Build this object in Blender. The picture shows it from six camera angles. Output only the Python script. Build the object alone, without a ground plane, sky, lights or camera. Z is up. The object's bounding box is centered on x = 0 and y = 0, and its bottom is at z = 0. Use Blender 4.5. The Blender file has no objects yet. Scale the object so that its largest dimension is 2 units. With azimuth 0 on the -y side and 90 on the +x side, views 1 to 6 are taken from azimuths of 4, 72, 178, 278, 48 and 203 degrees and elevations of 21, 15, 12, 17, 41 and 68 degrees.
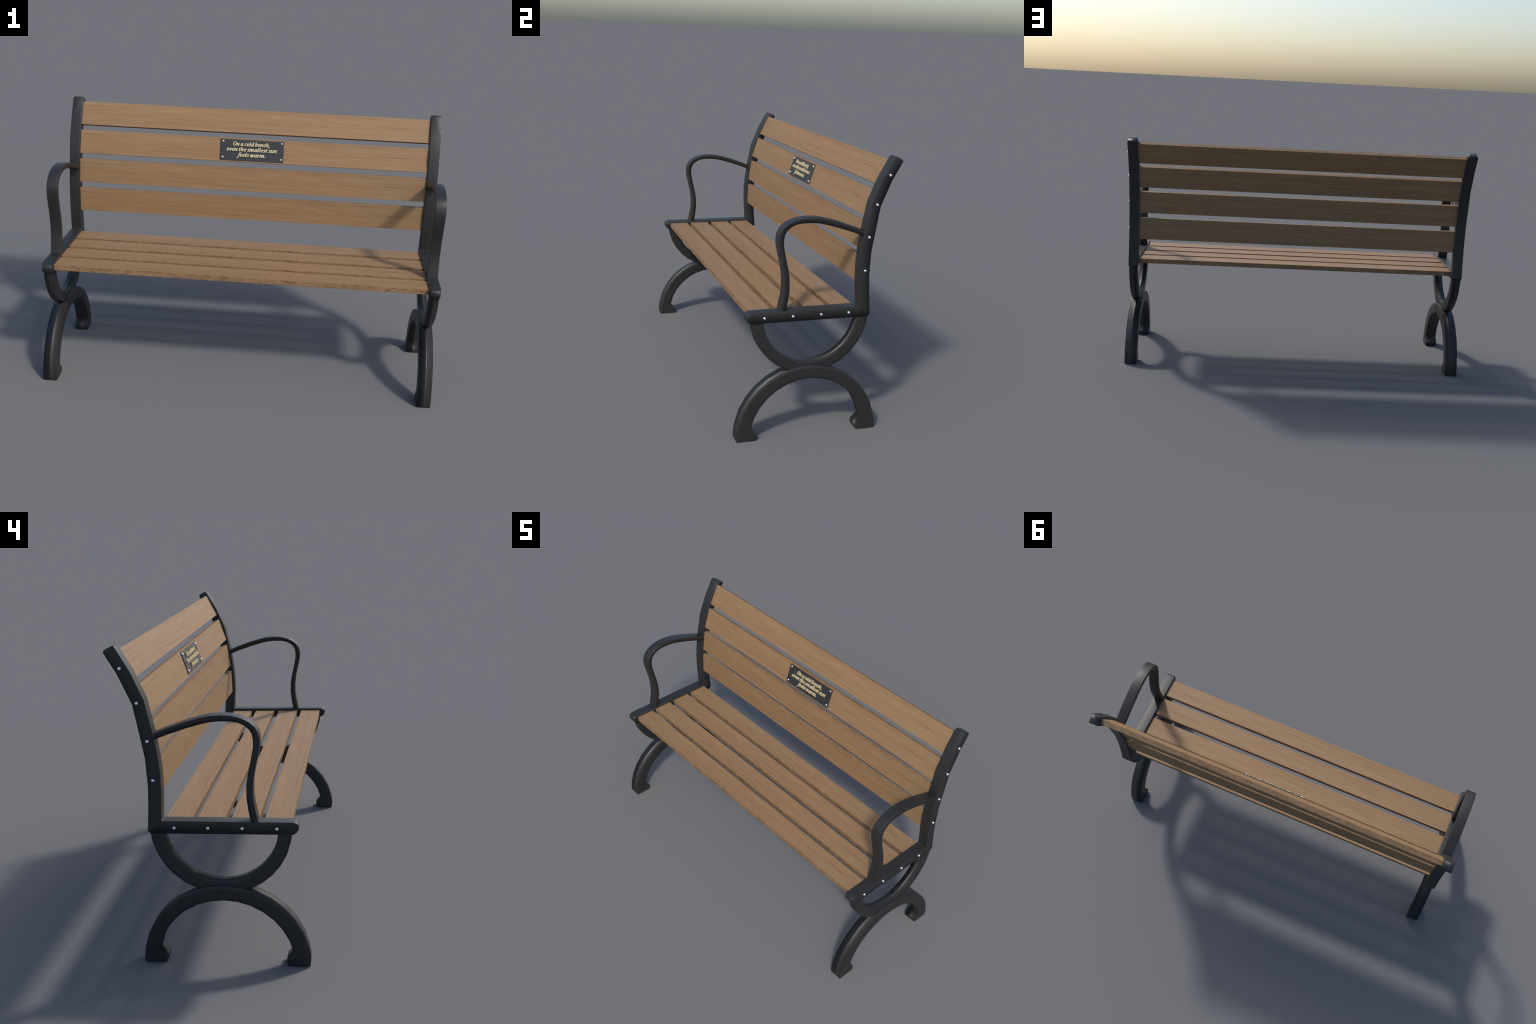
# Park bench: two cast-iron side frames, eight wooden planks, memorial plaque.
import bpy, bmesh, math
from mathutils import Vector, Matrix

# ------------------------------------------------------------------ materials
def new_material(name):
    m = bpy.data.materials.new(name)
    m.use_nodes = True
    nt = m.node_tree
    return m, nt, nt.nodes["Principled BSDF"]

def link(nt, a, b):
    nt.links.new(a, b)

def scaled_noise(nt, coord, scale, detail=3.0, rough=0.55, offset=(0, 0, 0)):
    mp = nt.nodes.new("ShaderNodeMapping")
    mp.inputs["Scale"].default_value = scale
    mp.inputs["Location"].default_value = offset
    link(nt, coord, mp.inputs["Vector"])
    n = nt.nodes.new("ShaderNodeTexNoise")
    n.inputs["Scale"].default_value = 1.0
    n.inputs["Detail"].default_value = detail
    n.inputs["Roughness"].default_value = rough
    link(nt, mp.outputs["Vector"], n.inputs["Vector"])
    return n.outputs["Fac"]

def ramp(nt, fac, stops):
    r = nt.nodes.new("ShaderNodeValToRGB")
    e = r.color_ramp.elements
    while len(e) < len(stops):
        e.new(0.5)
    for el, (p, c) in zip(e, stops):
        el.position = p
        el.color = (*c, 1)
    link(nt, fac, r.inputs["Fac"])
    return r.outputs["Color"]

def mix(nt, kind, fac, a, b):
    n = nt.nodes.new("ShaderNodeMix")
    n.data_type = 'RGBA'
    n.blend_type = kind
    if hasattr(fac, "node"):
        link(nt, fac, n.inputs[0])
    else:
        n.inputs[0].default_value = fac
    for s, v in ((n.inputs[6], a), (n.inputs[7], b)):
        if hasattr(v, "node"):
            link(nt, v, s)
        else:
            s.default_value = (*v, 1)
    return n.outputs[2]

def bump(nt, bsdf, height, strength, dist=0.002):
    b = nt.nodes.new("ShaderNodeBump")
    b.inputs["Strength"].default_value = strength
    b.inputs["Distance"].default_value = dist
    link(nt, height, b.inputs["Height"])
    link(nt, b.outputs["Normal"], bsdf.inputs["Normal"])

WOOD_GAIN = 0.675
def wood_colour(c):
    return (c[0] * WOOD_GAIN, c[1] * WOOD_GAIN * 0.965, c[2] * WOOD_GAIN * 0.87)

def face_grain_material():
    """Broad face of a plank: fine straight grain running along the plank."""
    m, nt, bsdf = new_material("plank_face_wood")
    co = nt.nodes.new("ShaderNodeTexCoord").outputs["Object"]
    bands = scaled_noise(nt, co, (0.8, 44, 44), 3, 0.55)
    hue = scaled_noise(nt, co, (2.4, 22, 22), 2, 0.5, (3.1, 7.7, 1.3))
    fine = scaled_noise(nt, co, (5, 360, 360), 3, 0.65, (1.7, 0.4, 5.0))
    streak = scaled_noise(nt, co, (2.6, 120, 120), 3, 0.6, (9.2, 2.4, 0.0))
    base = ramp(nt, bands, [(0.30, wood_colour((0.300, 0.182, 0.098))),
                            (0.52, wood_colour((0.352, 0.222, 0.124))),
                            (0.74, wood_colour((0.405, 0.266, 0.156)))])
    tint = ramp(nt, hue, [(0.32, wood_colour((0.365, 0.208, 0.114))),
                          (0.70, wood_colour((0.338, 0.234, 0.130)))])
    col = mix(nt, 'MIX', 0.45, base, tint)
    f = ramp(nt, fine, [(0.28, (0.78, 0.75, 0.72)), (0.50, (1.0, 1.0, 1.0)), (0.72, (1.18, 1.20, 1.22))])
    col = mix(nt, 'MULTIPLY', 1.0, col, f)
    s = ramp(nt, streak, [(0.27, (0.82, 0.75, 0.70)), (0.43, (1.0, 1.0, 1.0)), (0.75, (1.06, 1.06, 1.06))])
    col = mix(nt, 'MULTIPLY', 1.0, col, s)
    link(nt, col, bsdf.inputs["Base Color"])
    bsdf.inputs["Roughness"].default_value = 0.62
    bsdf.inputs["Specular IOR Level"].default_value = 0.35
    bump(nt, bsdf, fine, 0.12, 0.001)
    return m

def edge_grain_material():
    """Narrow sawn edge of a plank: short, torn grain with dark pores."""
    m, nt, bsdf = new_material("plank_edge_wood")
    co = nt.nodes.new("ShaderNodeTexCoord").outputs["Object"]
    big = scaled_noise(nt, co, (7, 40, 40), 3, 0.6)
    torn = scaled_noise(nt, co, (45, 150, 150), 3, 0.65, (2.2, 5.1, 0.7))
    pores = scaled_noise(nt, co, (38, 120, 120), 3, 0.6, (8.2, 1.1, 4.7))
    base = ramp(nt, big, [(0.30, wood_colour((0.300, 0.184, 0.102))),
                          (0.70, wood_colour((0.408, 0.264, 0.152)))])
    t = ramp(nt, torn, [(0.30, (0.72, 0.70, 0.68)), (0.52, (0.98, 0.98, 0.98)), (0.74, (1.16, 1.16, 1.16))])
    col = mix(nt, 'MULTIPLY', 1.0, base, t)
    p = ramp(nt, pores, [(0.31, (0.55, 0.50, 0.46)), (0.46, (1.0, 1.0, 1.0))])
    col = mix(nt, 'MULTIPLY', 1.0, col, p)
    link(nt, col, bsdf.inputs["Base Color"])
    bsdf.inputs["Roughness"].default_value = 0.7
    bsdf.inputs["Specular IOR Level"].default_value = 0.3
    bump(nt, bsdf, torn, 0.2, 0.001)
    return m

def iron_material():
    m, nt, bsdf = new_material("painted_cast_iron")
    co = nt.nodes.new("ShaderNodeTexCoord").outputs["Object"]
    n = scaled_noise(nt, co, (9, 9, 9), 3, 0.6)
    link(nt, ramp(nt, n, [(0.3, (0.0160, 0.0160, 0.0163)), (0.7, (0.0190, 0.0190, 0.0195))]),
         bsdf.inputs["Base Color"])
    bsdf.inputs["Roughness"].default_value = 0.46
    bsdf.inputs["Specular IOR Level"].default_value = 0.45
    return m

def plain_material(name, colour, rough, metal=0.0, spec=0.5):
    m, nt, bsdf = new_material(name)
    co = nt.nodes.new("ShaderNodeTexCoord").outputs["Object"]
    n = scaled_noise(nt, co, (60, 60, 60), 2, 0.5)
    lo = tuple(v * 0.97 for v in colour)
    hi = tuple(min(1, v * 1.03) for v in colour)
    link(nt, ramp(nt, n, [(0.3, lo), (0.7, hi)]), bsdf.inputs["Base Color"])
    bsdf.inputs["Roughness"].default_value = rough
    bsdf.inputs["Metallic"].default_value = metal
    bsdf.inputs["Specular IOR Level"].default_value = spec
    return m

FACE = face_grain_material()
EDGE = edge_grain_material()
IRON = iron_material()
STEEL = plain_material("polished_steel", (0.95, 0.95, 0.96), 0.28, 1.0)
PLAQUE = plain_material("plaque_metal", (0.024, 0.024, 0.0248), 0.42)
GOLD = plain_material("pale_gold_letters", (0.66, 0.55, 0.33), 0.35, 0.35)

# ------------------------------------------------------------------ helpers
def mesh_object(name, bm, mats, smooth=True, parent=None):
    bmesh.ops.recalc_face_normals(bm, faces=bm.faces[:])
    me = bpy.data.meshes.new(name)
    bm.to_mesh(me)
    bm.free()
    for p in me.polygons:
        p.use_smooth = smooth
    for m in mats:
        me.materials.append(m)
    ob = bpy.data.objects.new(name, me)
    bpy.context.scene.collection.objects.link(ob)
    if parent is not None:
        ob.parent = parent
    return ob

def loft(rings, close_ends=True):
    """Skin a list of equally long closed rings of 3D points."""
    bm = bmesh.new()
    rows = [[bm.verts.new(p) for p in r] for r in rings]
    n = len(rows[0])
    for a, b in zip(rows, rows[1:]):
        for i in range(n):
            j = (i + 1) % n
            bm.faces.new((a[i], a[j], b[j], b[i]))
    if close_ends:
        bm.faces.new(rows[0])
        bm.faces.new(rows[-1])
    return bm

def lerp2(a, b, d):
    """Point on the way from a to b, at distance d from a."""
    v = (b[0] - a[0], b[1] - a[1])
    l = math.hypot(*v) or 1.0
    return (a[0] + v[0] * d / l, a[1] + v[1] * d / l)

def unit2(v):
    l = math.hypot(*v) or 1.0
    return (v[0] / l, v[1] / l)

def chain_normals(points, hints):
    """Normals of a polyline in (y,z), on the side of the hints. Gentle bends are
    averaged, sharp corners take the normal of their longer neighbour segment."""
    seg = []
    for p, q in zip(points, points[1:]):
        d = (q[0] - p[0], q[1] - p[1])
        seg.append((math.hypot(*d), unit2((-d[1], d[0]))))
    out = []
    for i, h in enumerate(hints):
        near = [seg[k] for k in (i - 1, i) if 0 <= k < len(seg) and seg[k][0] > 1e-6]
        near = [(l, n if n[0] * h[0] + n[1] * h[1] >= 0 else (-n[0], -n[1])) for l, n in near]
        if len(near) == 2 and near[0][1][0] * near[1][1][0] + near[0][1][1] * near[1][1][1] < 0.85:
            near = [max(near)]
        out.append(unit2((sum(n[0] for _, n in near), sum(n[1] for _, n in near))))
    return out

def section(side, pts, nrms):
    ring = [(side * x, p[0], p[1]) for x, p in pts]
    nr = [Vector((side * nx, n[0] * w, n[1] * w)).normalized() for nx, n, w in nrms]
    return ring, nr

def bar_sections(stations, x_in, x_out, side, bi, bo, bb, roll=0.5):
    """Sections of a flat bar. Each station: (y,z) on the show edge, (y,z) on the hidden
    edge, x inset. bi/bo: chamfers of the show edge (inner, outer side), bb: hidden edge."""
    A, B = [st[0] for st in stations], [st[1] for st in stations]
    hint = [unit2((a[0] - b[0], a[1] - b[1])) for a, b in zip(A, B)]
    na = chain_normals(A, hint)
    nb = chain_normals(B, [(-h[0], -h[1]) for h in hint])
    out = []
    for a, b, n, m, st in zip(A, B, na, nb, stations):
        ins = st[2] if len(st) > 2 else 0.0
        xi, xo = x_in + ins, x_out - ins
        pts = [(xi + bi, a), (xo - bo, a), (xo, lerp2(a, b, bo)), (xo, lerp2(b, a, bb)),
               (xo - bb, b), (xi + bb, b), (xi, lerp2(b, a, bb)), (xi, lerp2(a, b, bi))]
        nrm = [(-0.06, n, 1), (0.06, n, 1), (1, n, roll), (1, m, 1.10),
               (0.12, m, 1), (-0.12, m, 1), (-1, m, 1.10), (-1, n, roll)]
        out.append(section(side, pts, nrm))
    return out

def arch_sections(stations, x_in, x_out, side, s):
    """Sections of a cast arch: a ridge runs down the middle of both narrow faces and the
    shading rolls from it over the rims into the flat broad faces."""
    A, B = [st[0] for st in stations], [st[1] for st in stations]
    hint = [unit2((a[0] - b[0], a[1] - b[1])) for a, b in zip(A, B)]
    na = chain_normals(A, hint)
    nb = chain_normals(B, [(-h[0], -h[1]) for h in hint])
    xm = 0.5 * (x_in + x_out)
    out = []
    for a, b, n, m in zip(A, B, na, nb):
        g = 0.0045
        pts = [(x_in, a), (xm - g, a), (xm + g, a), (x_out, a), (x_out, lerp2(a, b, s)), (x_out, lerp2(b, a, s)),
               (x_out, b), (xm + g, b), (xm - g, b), (x_in, b), (x_in, lerp2(b, a, s)), (x_in, lerp2(a, b, s))]
        rim, mid = 0.36, 1.5
        nrm = [(-1, n, rim), (-1, n, mid), (1, n, mid), (1, n, rim), (1, n, 0.0), (1, m, 0.0),
               (1, m, rim), (1, m, mid), (-1, m, mid), (-1, m, rim), (-1, m, 0.0), (-1, n, 0.0)]
        out.append(section(side, pts, nrm))
    return out

def cast_part(name, sections, parent, cap_blend=(0.0, 0.0)):
    """Loft the sections and give the casting its rolled-over vertex normals."""
    bm = loft([r for r, _ in sections])
    ob = mesh_object(name, bm, [IRON], parent=parent)
    me = ob.data
    nrm = [n for _, ns in sections for n in ns]
    k = len(sections[0][0])
    for row, blend in ((0, cap_blend[0]), (1, cap_blend[0] * 0.5),
                       (len(sections) - 1, cap_blend[1]), (len(sections) - 2, cap_blend[1] * 0.5)):
        if blend:
            for i in range(row * k, row * k + k):
                nrm[i] = nrm[i].lerp(me.vertices[i].normal, blend).normalized()
    loops = []
    for p in me.polygons:
        for li in p.loop_indices:
            v = me.loops[li].vertex_index
            loops.append(p.normal.copy() if len(p.vertices) > 4 and not any(cap_blend) else nrm[v])
    me.normals_split_custom_set([tuple(n) for n in loops])
    return ob

# ------------------------------------------------------------------ dimensions
FRAME_IN, FRAME_OUT = 0.9365, 0.9925
LEG_IN, LEG_OUT = 0.931, 1.000
ARCH_IN, ARCH_OUT = 0.9430, 0.9895
ARC_Y = -0.0325                       # both arches are centred here
STEP = math.radians(11.25)

# stations of post + seat rail: (front/top point, back/bottom point, x inset)
FRAME_STATIONS = [
    ((0.3435, 1.3470), (0.3795, 1.3310), 0.0035),
    ((0.3365, 1.3403), (0.3838, 1.3208), 0.0),
    ((0.2835, 1.2443), (0.3365, 1.2363), 0.0),
    ((0.2375, 1.1323), (0.2860, 1.1158), 0.0),
    ((0.2135, 1.0013), (0.2630, 0.9693), 0.0),
    ((0.2000, 0.9013), (0.2525, 0.8973), 0.0),
    ((0.1960, 0.8413), (0.2495, 0.7813), 0.0),
    ((0.1970, 0.7513), (0.2550, 0.6913), 0.0),
    ((0.2055, 0.6362), (0.2645, 0.5918), 0.0),
    ((0.1990, 0.6358), (0.2540, 0.5813), 0.0),
    ((-0.3275, 0.6338), (-0.3260, 0.5818), 0.0),
    ((-0.3405, 0.6293), (-0.3400, 0.5893), 0.002),
    ((-0.3485, 0.6193), (-0.3480, 0.6023), 0.006),
]

ARM_STATIONS = [  # outer edge, inner edge
    ((0.2210, 0.9951), (0.2160, 0.9725)), ((0.2040, 1.0018), (0.1960, 0.9803)),
    ((0.1640, 1.0178), (0.1570, 0.9948)), ((0.0900, 1.0428), (0.0840, 1.0188)),
    ((0.0320, 1.0593), (0.0270, 1.0348)), ((-0.0100, 1.0678), (-0.0140, 1.0438)),
    ((-0.0560, 1.0708), (-0.0550, 1.0473)), ((-0.1000, 1.0678), (-0.0960, 1.0463)),
    ((-0.1350, 1.0593), (-0.1260, 1.0408)), ((-0.1670, 1.0438), (-0.1510, 1.0283)),
    ((-0.1890, 1.0238), (-0.1670, 1.0133)), ((-0.2010, 1.0003), (-0.1765, 0.9968)),
    ((-0.2050, 0.9753), (-0.1805, 0.9703)), ((-0.2040, 0.9453), (-0.1790, 0.9413)),
    ((-0.1915, 0.8893), (-0.1670, 0.8843)), ((-0.1785, 0.8363), (-0.1540, 0.8323)),
    ((-0.1715, 0.7863), (-0.1465, 0.7843)), ((-0.1705, 0.7363), (-0.1450, 0.7343)),
    ((-0.1750, 0.7003), (-0.1500, 0.6843)), ((-0.1875, 0.6343), (-0.1590, 0.6343)),
    ((-0.1895, 0.6253), (-0.1605, 0.6253)),
]

RAIL_RIVETS = [(-0.2615, 0.6065), (-0.1225, 0.6065), (0.0170, 0.6065), (0.1552, 0.6065)]
POST_RIVETS = [(0.3245, 1.2585), (0.2680, 1.1217), (0.2380, 0.9682), (0.2265, 0.8073)]

# planks: (front top corner, front bottom corner) of the back planks in (y, z)
BACK_PLANKS = [((0.3393, 1.3237), (0.2830, 1.2100)), ((0.2715, 1.1832), (0.2330, 1.0620)),
               ((0.2302, 1.0320), (0.2134, 0.9043)), ((0.2110, 0.8720), (0.2088, 0.7450))]
SEAT_PLANKS = [(-0.3172, -0.2060), (-0.1812, -0.0695), (-0.0415, 0.0710), (0.0962, 0.2070)]
PLANK_T = 0.0272
PLANK_L = 2 * 0.9375
SEAT_TOP = 0.6212

# ------------------------------------------------------------------ the bench
bench = bpy.data.objects.new("park_bench", None)
bpy.context.scene.collection.objects.link(bench)
bench["label"] = "wooden slatted park bench with black cast iron side frames"
bench["category"] = "bench"

# ---- planks
def plank_mesh(width, name):
    bm = bmesh.new()
    bmesh.ops.create_cube(bm, size=1.0)
    bmesh.ops.scale(bm, vec=(PLANK_L, width, PLANK_T), verts=bm.verts[:])
    bmesh.ops.bevel(bm, geom=bm.edges[:], offset=0.0006, segments=1, affect='EDGES', profile=0.5)
    for f in bm.faces:
        f.normal_update()
        f.material_index = 0 if abs(f.normal.z) > 0.9 else 1
    ob = mesh_object(name, bm, [FACE, EDGE], smooth=False, parent=bench)
    return ob

def place(ob, centre, across, normal):
    """local y -> across (in yz), local z -> normal."""
    y = Vector((0, *across)).normalized()
    z = Vector((0, *normal)).normalized()
    m = Matrix(((1, 0, 0), (0, y.y, z.y), (0, y.z, z.z))).to_4x4()
    m.translation = Vector((0, *centre))
    ob.matrix_local = m

def repeat(first, parent):
    ob = first.copy()
    bpy.context.scene.collection.objects.link(ob)
    ob.parent = parent
    return ob

seat0 = plank_mesh(0.1117, "seat_plank")
for i, (y0, y1) in enumerate(SEAT_PLANKS):
    ob = seat0 if i == 0 else repeat(seat0, bench)
    place(ob, (0.5 * (y0 + y1), SEAT_TOP - PLANK_T / 2), (1, 0), (0, 1))

back0 = plank_mesh(0.1270, "back_plank")
plaque_plank = None
for i, (t, b) in enumerate(BACK_PLANKS):
    ob = back0 if i == 0 else repeat(back0, bench)
    up = Vector((t[0] - b[0], t[1] - b[1])).normalized()
    nrm = Vector((-up.y, up.x))                       # towards the sitter
    c = (Vector(t) + Vector(b)) / 2 - nrm * PLANK_T / 2
    place(ob, c, up, nrm)
    if i == 1:
        plaque_plank = (Vector(t) + Vector(b)) / 2, up, nrm

# ---- rivets share one dome mesh (local x is the dome axis)
def dome_mesh(r, h):
    bm = bmesh.new()
    bmesh.ops.create_uvsphere(bm, u_segments=24, v_segments=16, radius=1.0)
    bmesh.ops.scale(bm, vec=(h, r, r), verts=bm.verts[:])
    return bm

frame_rivet = None

# ---- side frames
def leg_stations():
    ry, rz, r_in, zc = 0.3515, 0.3495, 0.2885, 0.0045
    # foot, from the ground upwards: distances from the arch axis
    foot = [((0.3500, 0.0000), (0.2590, 0.0000)), ((0.3510, 0.0110), (0.2540, 0.0095)),
            ((0.3512, 0.0300), (0.2535, 0.0300))]
    curve = []
    for k in range(7, -8, -1):
        t = STEP * k
        curve.append(((ry * math.sin(t), zc + rz * math.cos(t)), (r_in * math.sin(t), zc + r_in * math.cos(t))))
    mirrored = [((-a[0], a[1]), (-b[0], b[1])) for a, b in reversed(foot)]
    return [((a[0] + ARC_Y, a[1]), (b[0] + ARC_Y, b[1])) for a, b in foot + curve + mirrored]

def support_stations():
    r_out, r_in, zc = 0.2890, 0.2345, 0.6090
    out = []
    for k in range(8, -9, -1):
        c_, s_ = math.cos(STEP * k), math.sin(STEP * k)
        out.append(((r_out * s_ + ARC_Y, zc - r_out * c_), (r_in * s_ + ARC_Y, zc - r_in * c_)))
    return out

for side in (1, -1):
    frame = cast_part("side_frame", bar_sections(
        FRAME_STATIONS, FRAME_IN, FRAME_OUT, side, 0.0040, 0.0013, 0.0008, 0.3), bench, (0.8, 0.9))
    # a touch narrower than the frame where it runs into the frame
    cast_part("armrest", bar_sections(
        [(lerp2(a, b, -0.0008), b) for a, b in ARM_STATIONS], FRAME_IN + 0.0009, FRAME_OUT - 0.0009, side, 0.0030, 0.0014, 0.0008, 0.2), frame)
    cast_part("support_arch", arch_sections(support_stations(), ARCH_IN, ARCH_OUT, side, 0.014), frame)
    cast_part("leg_arch", arch_sections(leg_stations(), LEG_IN, LEG_OUT, side, 0.016), frame)
    for y, z in RAIL_RIVETS + POST_RIVETS:
        if frame_rivet is None:
            ob = frame_rivet = mesh_object("rivet", dome_mesh(0.0079, 0.0082), [STEEL], parent=frame)
        else:
            ob = repeat(frame_rivet, frame)
        ob.location = (side * (FRAME_OUT - 0.001), y, z)

# ---- plaque
PLQ_W, PLQ_H, PLQ_T = 0.3410, 0.1115, 0.0045
c, up, nrm = plaque_plank
bm = bmesh.new()
bmesh.ops.create_cube(bm, size=1.0)
bmesh.ops.scale(bm, vec=(PLQ_W, PLQ_H, PLQ_T), verts=bm.verts[:])
bmesh.ops.bevel(bm, geom=bm.edges[:], offset=0.0006, segments=1, affect='EDGES', profile=0.5)
plaque = mesh_object("plaque", bm, [PLAQUE], smooth=False, parent=bench)
pc = c + nrm * (PLQ_T / 2 - 0.0002)
place(plaque, pc, up, nrm)
plaque.location.x = -0.0025

plaque_rivet = mesh_object("plaque_rivet", dome_mesh(0.0062, 0.0056), [STEEL], parent=plaque)
for i, (x, y) in enumerate([(-0.1562, 0.0440), (0.1582, 0.0440), (0.1582, -0.0412), (-0.1562, -0.0412)]):
    ob = plaque_rivet if i == 0 else repeat(plaque_rivet, plaque)
    ob.rotation_euler = (0, -math.pi / 2, 0)
    ob.location = (x, y, PLQ_T / 2)

# ---- lettering: broad-pen strokes, x-height 1, slanted, thick verticals and thin joins
def arc(cx, cy, rx, ry, a0, a1, n=14):
    return [(cx + rx * math.cos(math.radians(a0 + (a1 - a0) * i / n)),
             cy + ry * math.sin(math.radians(a0 + (a1 - a0) * i / n))) for i in range(n + 1)]

def stem(x, top, foot=True):
    s = [[(x, 0.0), (x, top)], [(x - 0.17, top - 0.04), (x, top - 0.03)]]
    if foot:
        s.append([(x, 0.05), (x + 0.2, 0.08)])
    return s

def arch(x0, x1, foot=True):
    xm = 0.5 * (x0 + x1)
    s = [[(x0, 0.55), (x0 + 0.12, 0.80), (xm + 0.06, 0.97), (x1 - 0.03, 0.93), (x1, 0.75), (x1, 0.4), (x1, 0.0)]]
    if foot:
        s.append([(x1, 0.05), (x1 + 0.2, 0.08)])
    return s

LEFT_BOWL = [(0.70, 0.86), (0.52, 0.97), (0.34, 0.86), (0.22, 0.56), (0.22, 0.26), (0.33, 0.05), (0.50, 0.12), (0.70, 0.45)]
E_STROKE = [(0.22, 0.44), (0.45, 0.52), (0.64, 0.70), (0.60, 0.92), (0.45, 0.96), (0.28, 0.78), (0.21, 0.45), (0.30, 0.10),
            (0.48, 0.04), (0.68, 0.22)]
GLYPHS = {   # letter: (advance, strokes)
    'n': (0.98, stem(0.2, 1, False) + arch(0.2, 0.70)),
    'm': (1.45, stem(0.2, 1, False) + arch(0.2, 0.66, False) + arch(0.66, 1.14)),
    'h': (0.98, stem(0.2, 1.5, False) + arch(0.2, 0.70)),
    'u': (0.98, [[(0.22, 1.0), (0.20, 0.6), (0.21, 0.25), (0.34, 0.05), (0.52, 0.12), (0.70, 0.45)]] + stem(0.72, 1)),
    'a': (0.96, [LEFT_BOWL] + stem(0.72, 1)),
    'd': (0.98, [LEFT_BOWL] + stem(0.72, 1.5)),
    'b': (0.92, stem(0.2, 1.5, False) + [[(0.2, 0.55), (0.36, 0.88), (0.55, 0.96), (0.70, 0.78), (0.70, 0.38), (0.56, 0.08),
                                          (0.38, 0.03), (0.2, 0.14)]]),
    'c': (0.78, [[(0.66, 0.76), (0.58, 0.94), (0.44, 0.96), (0.28, 0.78), (0.21, 0.45), (0.30, 0.10), (0.48, 0.04), (0.68, 0.22)]]),
    'e': (0.80, [E_STROKE]),
    'o': (0.90, [arc(0.46, 0.5, 0.26, 0.46, 0, 360, 20)]),
    'O': (1.28, [arc(0.66, 0.74, 0.42, 0.70, 0, 360, 24)]),
    'l': (0.50, stem(0.22, 1.5)),
    't': (0.58, [[(0.28, 1.28), (0.24, 0.7), (0.23, 0.25), (0.33, 0.05), (0.50, 0.12)], [(0.05, 0.95), (0.52, 0.95)]]),
    's': (0.70, [[(0.58, 0.76), (0.52, 0.93), (0.36, 0.95), (0.23, 0.78), (0.30, 0.60), (0.50, 0.42), (0.54, 0.20), (0.40, 0.05),
                  (0.22, 0.07), (0.12, 0.24)]]),
    'v': (0.82, [[(0.06, 0.92), (0.20, 0.92), (0.27, 0.5), (0.34, 0.04)], [(0.34, 0.04), (0.55, 0.35), (0.68, 0.70), (0.62, 0.95)]]),
    'w': (1.22, [[(0.06, 0.92), (0.20, 0.92), (0.25, 0.5), (0.31, 0.04)], [(0.31, 0.04), (0.48, 0.45), (0.62, 0.95)],
                 [(0.62, 0.95), (0.66, 0.5), (0.72, 0.04)], [(0.72, 0.04), (0.92, 0.35), (1.06, 0.70), (1.0, 0.95)]]),
    'r': (0.72, stem(0.2, 1, False) + [[(0.2, 0.55), (0.32, 0.80), (0.48, 0.95), (0.62, 0.92), (0.64, 0.78)]]),
    'f': (0.60, [[(0.80, 1.34), (0.70, 1.46), (0.55, 1.44), (0.44, 1.2), (0.38, 0.8), (0.34, 0.3), (0.27, -0.15),
                  (0.14, -0.42), (-0.04, -0.45), (-0.14, -0.34)], [(0.16, 0.95), (0.66, 0.95)]]),
    ',': (0.42, [[(0.22, 0.22), (0.22, 0.05)], [(0.26, 0.14), (0.26, -0.08), (0.12, -0.28)]]),
    '.': (0.42, [[(0.20, 0.24), (0.20, 0.0)]]),
    ' ': (0.30, []),
}
SLANT, THICK, THIN = 0.20, 0.275, 0.105

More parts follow.
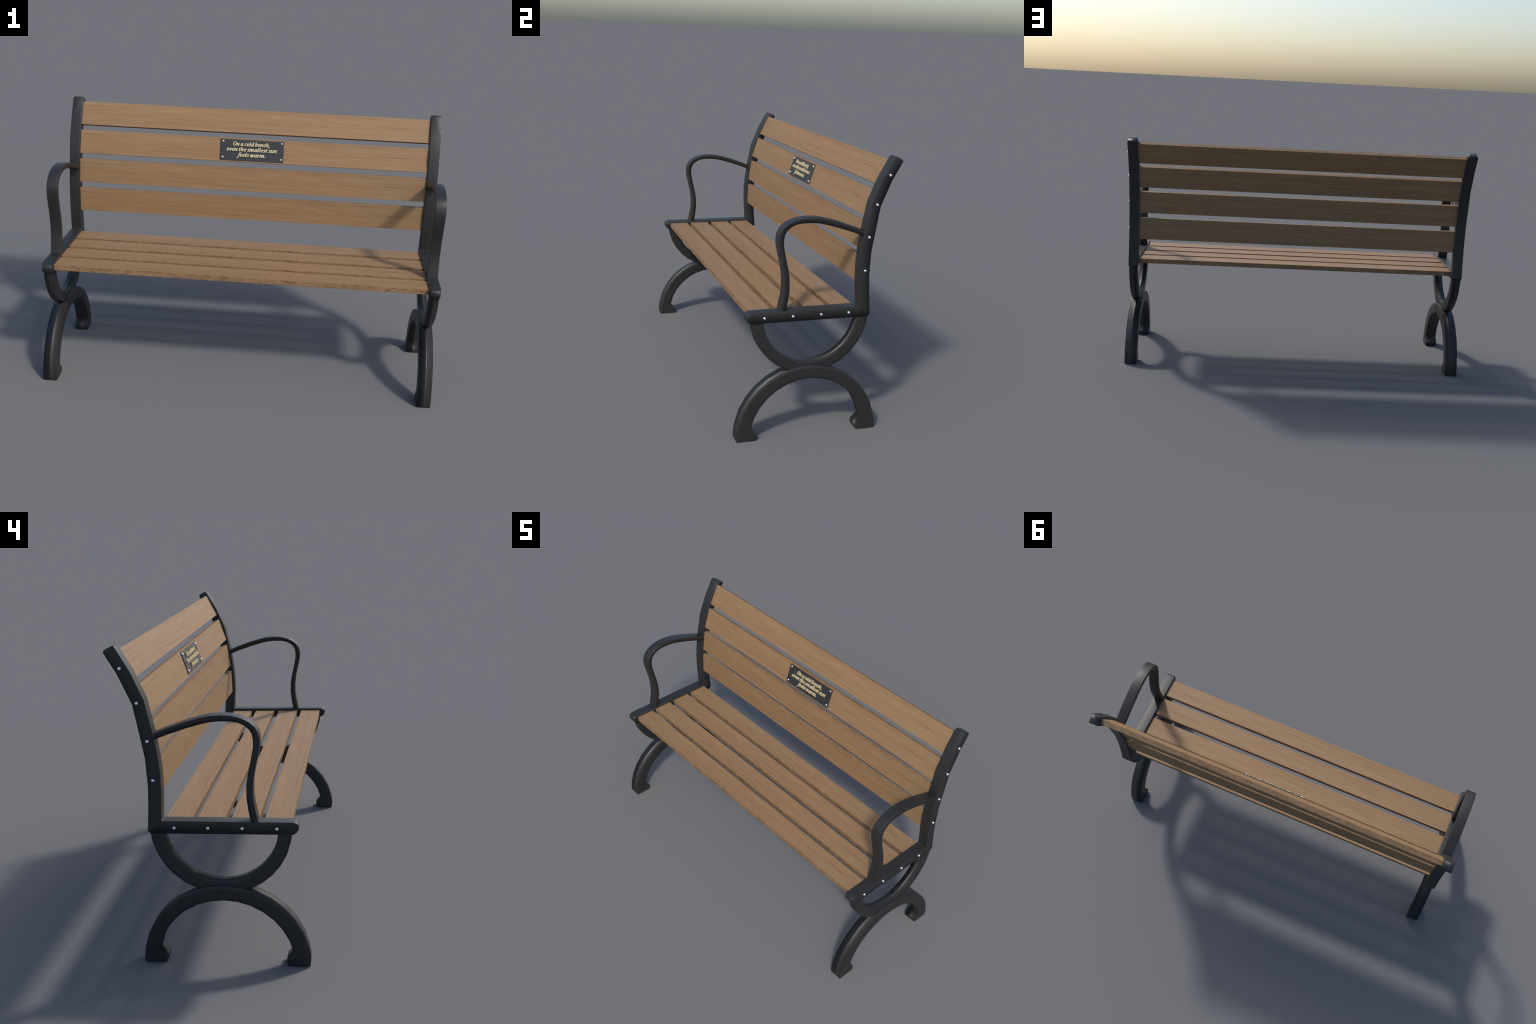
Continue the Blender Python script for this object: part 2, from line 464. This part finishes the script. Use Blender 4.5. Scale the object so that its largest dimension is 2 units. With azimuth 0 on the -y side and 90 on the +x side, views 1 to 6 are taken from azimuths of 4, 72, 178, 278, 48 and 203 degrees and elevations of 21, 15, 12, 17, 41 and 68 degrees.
def smooth_path(pts, n=4):
    """Catmull-Rom through the points."""
    if len(pts) < 3:
        return [tuple(p) for p in pts]
    p = [pts[0]] + list(pts) + [pts[-1]]
    out = []
    for i in range(1, len(p) - 2):
        for k in range(n):
            t = k / n
            out.append(tuple(0.5 * ((2 * p[i][d]) + (p[i + 1][d] - p[i - 1][d]) * t +
                       (2 * p[i - 1][d] - 5 * p[i][d] + 4 * p[i + 1][d] - p[i + 2][d]) * t * t +
                       (3 * p[i][d] - p[i - 1][d] - 3 * p[i + 1][d] + p[i + 2][d]) * t ** 3) for d in (0, 1)))
    out.append(tuple(pts[-1]))
    return out

def stroke_rings(path, place_fn, depth0, depth1):
    rings = []
    for i, q in enumerate(path):
        a, b = path[max(i - 1, 0)], path[min(i + 1, len(path) - 1)]
        dx, dy = b[0] - a[0], b[1] - a[1]
        l = math.hypot(dx, dy) or 1
        dx, dy = dx / l, dy / l
        w = 0.5 * (THIN + (THICK - THIN) * abs(dy) ** 1.3)
        nx, ny = -dy * w, dx * w
        L, R = place_fn(q[0] + nx, q[1] + ny), place_fn(q[0] - nx, q[1] - ny)
        rings.append([(*L, depth0), (*R, depth0), (*R, depth1), (*L, depth1)])
    return rings

LINES = [("On a cold bench,", -0.1075, 0.0935, 0.0222), ("even the smallest sun", -0.1385, 0.1325, -0.0062),
         ("feels warm.", -0.0775, 0.0745, -0.0352)]
XH = 0.0146
LETTER_H = 0.0062
text_bm = bmesh.new()
for text, x0, x1, base in LINES:
    total = sum(GLYPHS[ch][0] for ch in text)
    sx = (x1 - x0) / total
    pen = 0.0
    for ch in text:
        adv, strokes = GLYPHS[ch]
        for k, s in enumerate(strokes):
            def put(u, v, pen=pen, sx=sx, x0=x0, base=base):
                return (x0 + 0.0025 + (pen + u + SLANT * (v - 0.4)) * sx, base + v * XH)
            path = smooth_path(s) if len(s) < 15 else s
            rings = stroke_rings(path, put, PLQ_T / 2 - 0.0005 - 0.00005 * k, PLQ_T / 2 + LETTER_H - 0.00012 * k)
            part = loft(rings)
            bmesh.ops.recalc_face_normals(part, faces=part.faces[:])
            tmp = bpy.data.meshes.new("stroke")
            part.to_mesh(tmp)
            part.free()
            text_bm.from_mesh(tmp)
            bpy.data.meshes.remove(tmp)
        pen += adv
lettering = mesh_object("lettering", text_bm, [GOLD], smooth=False, parent=plaque)
lettering["kind"] = "stuff"
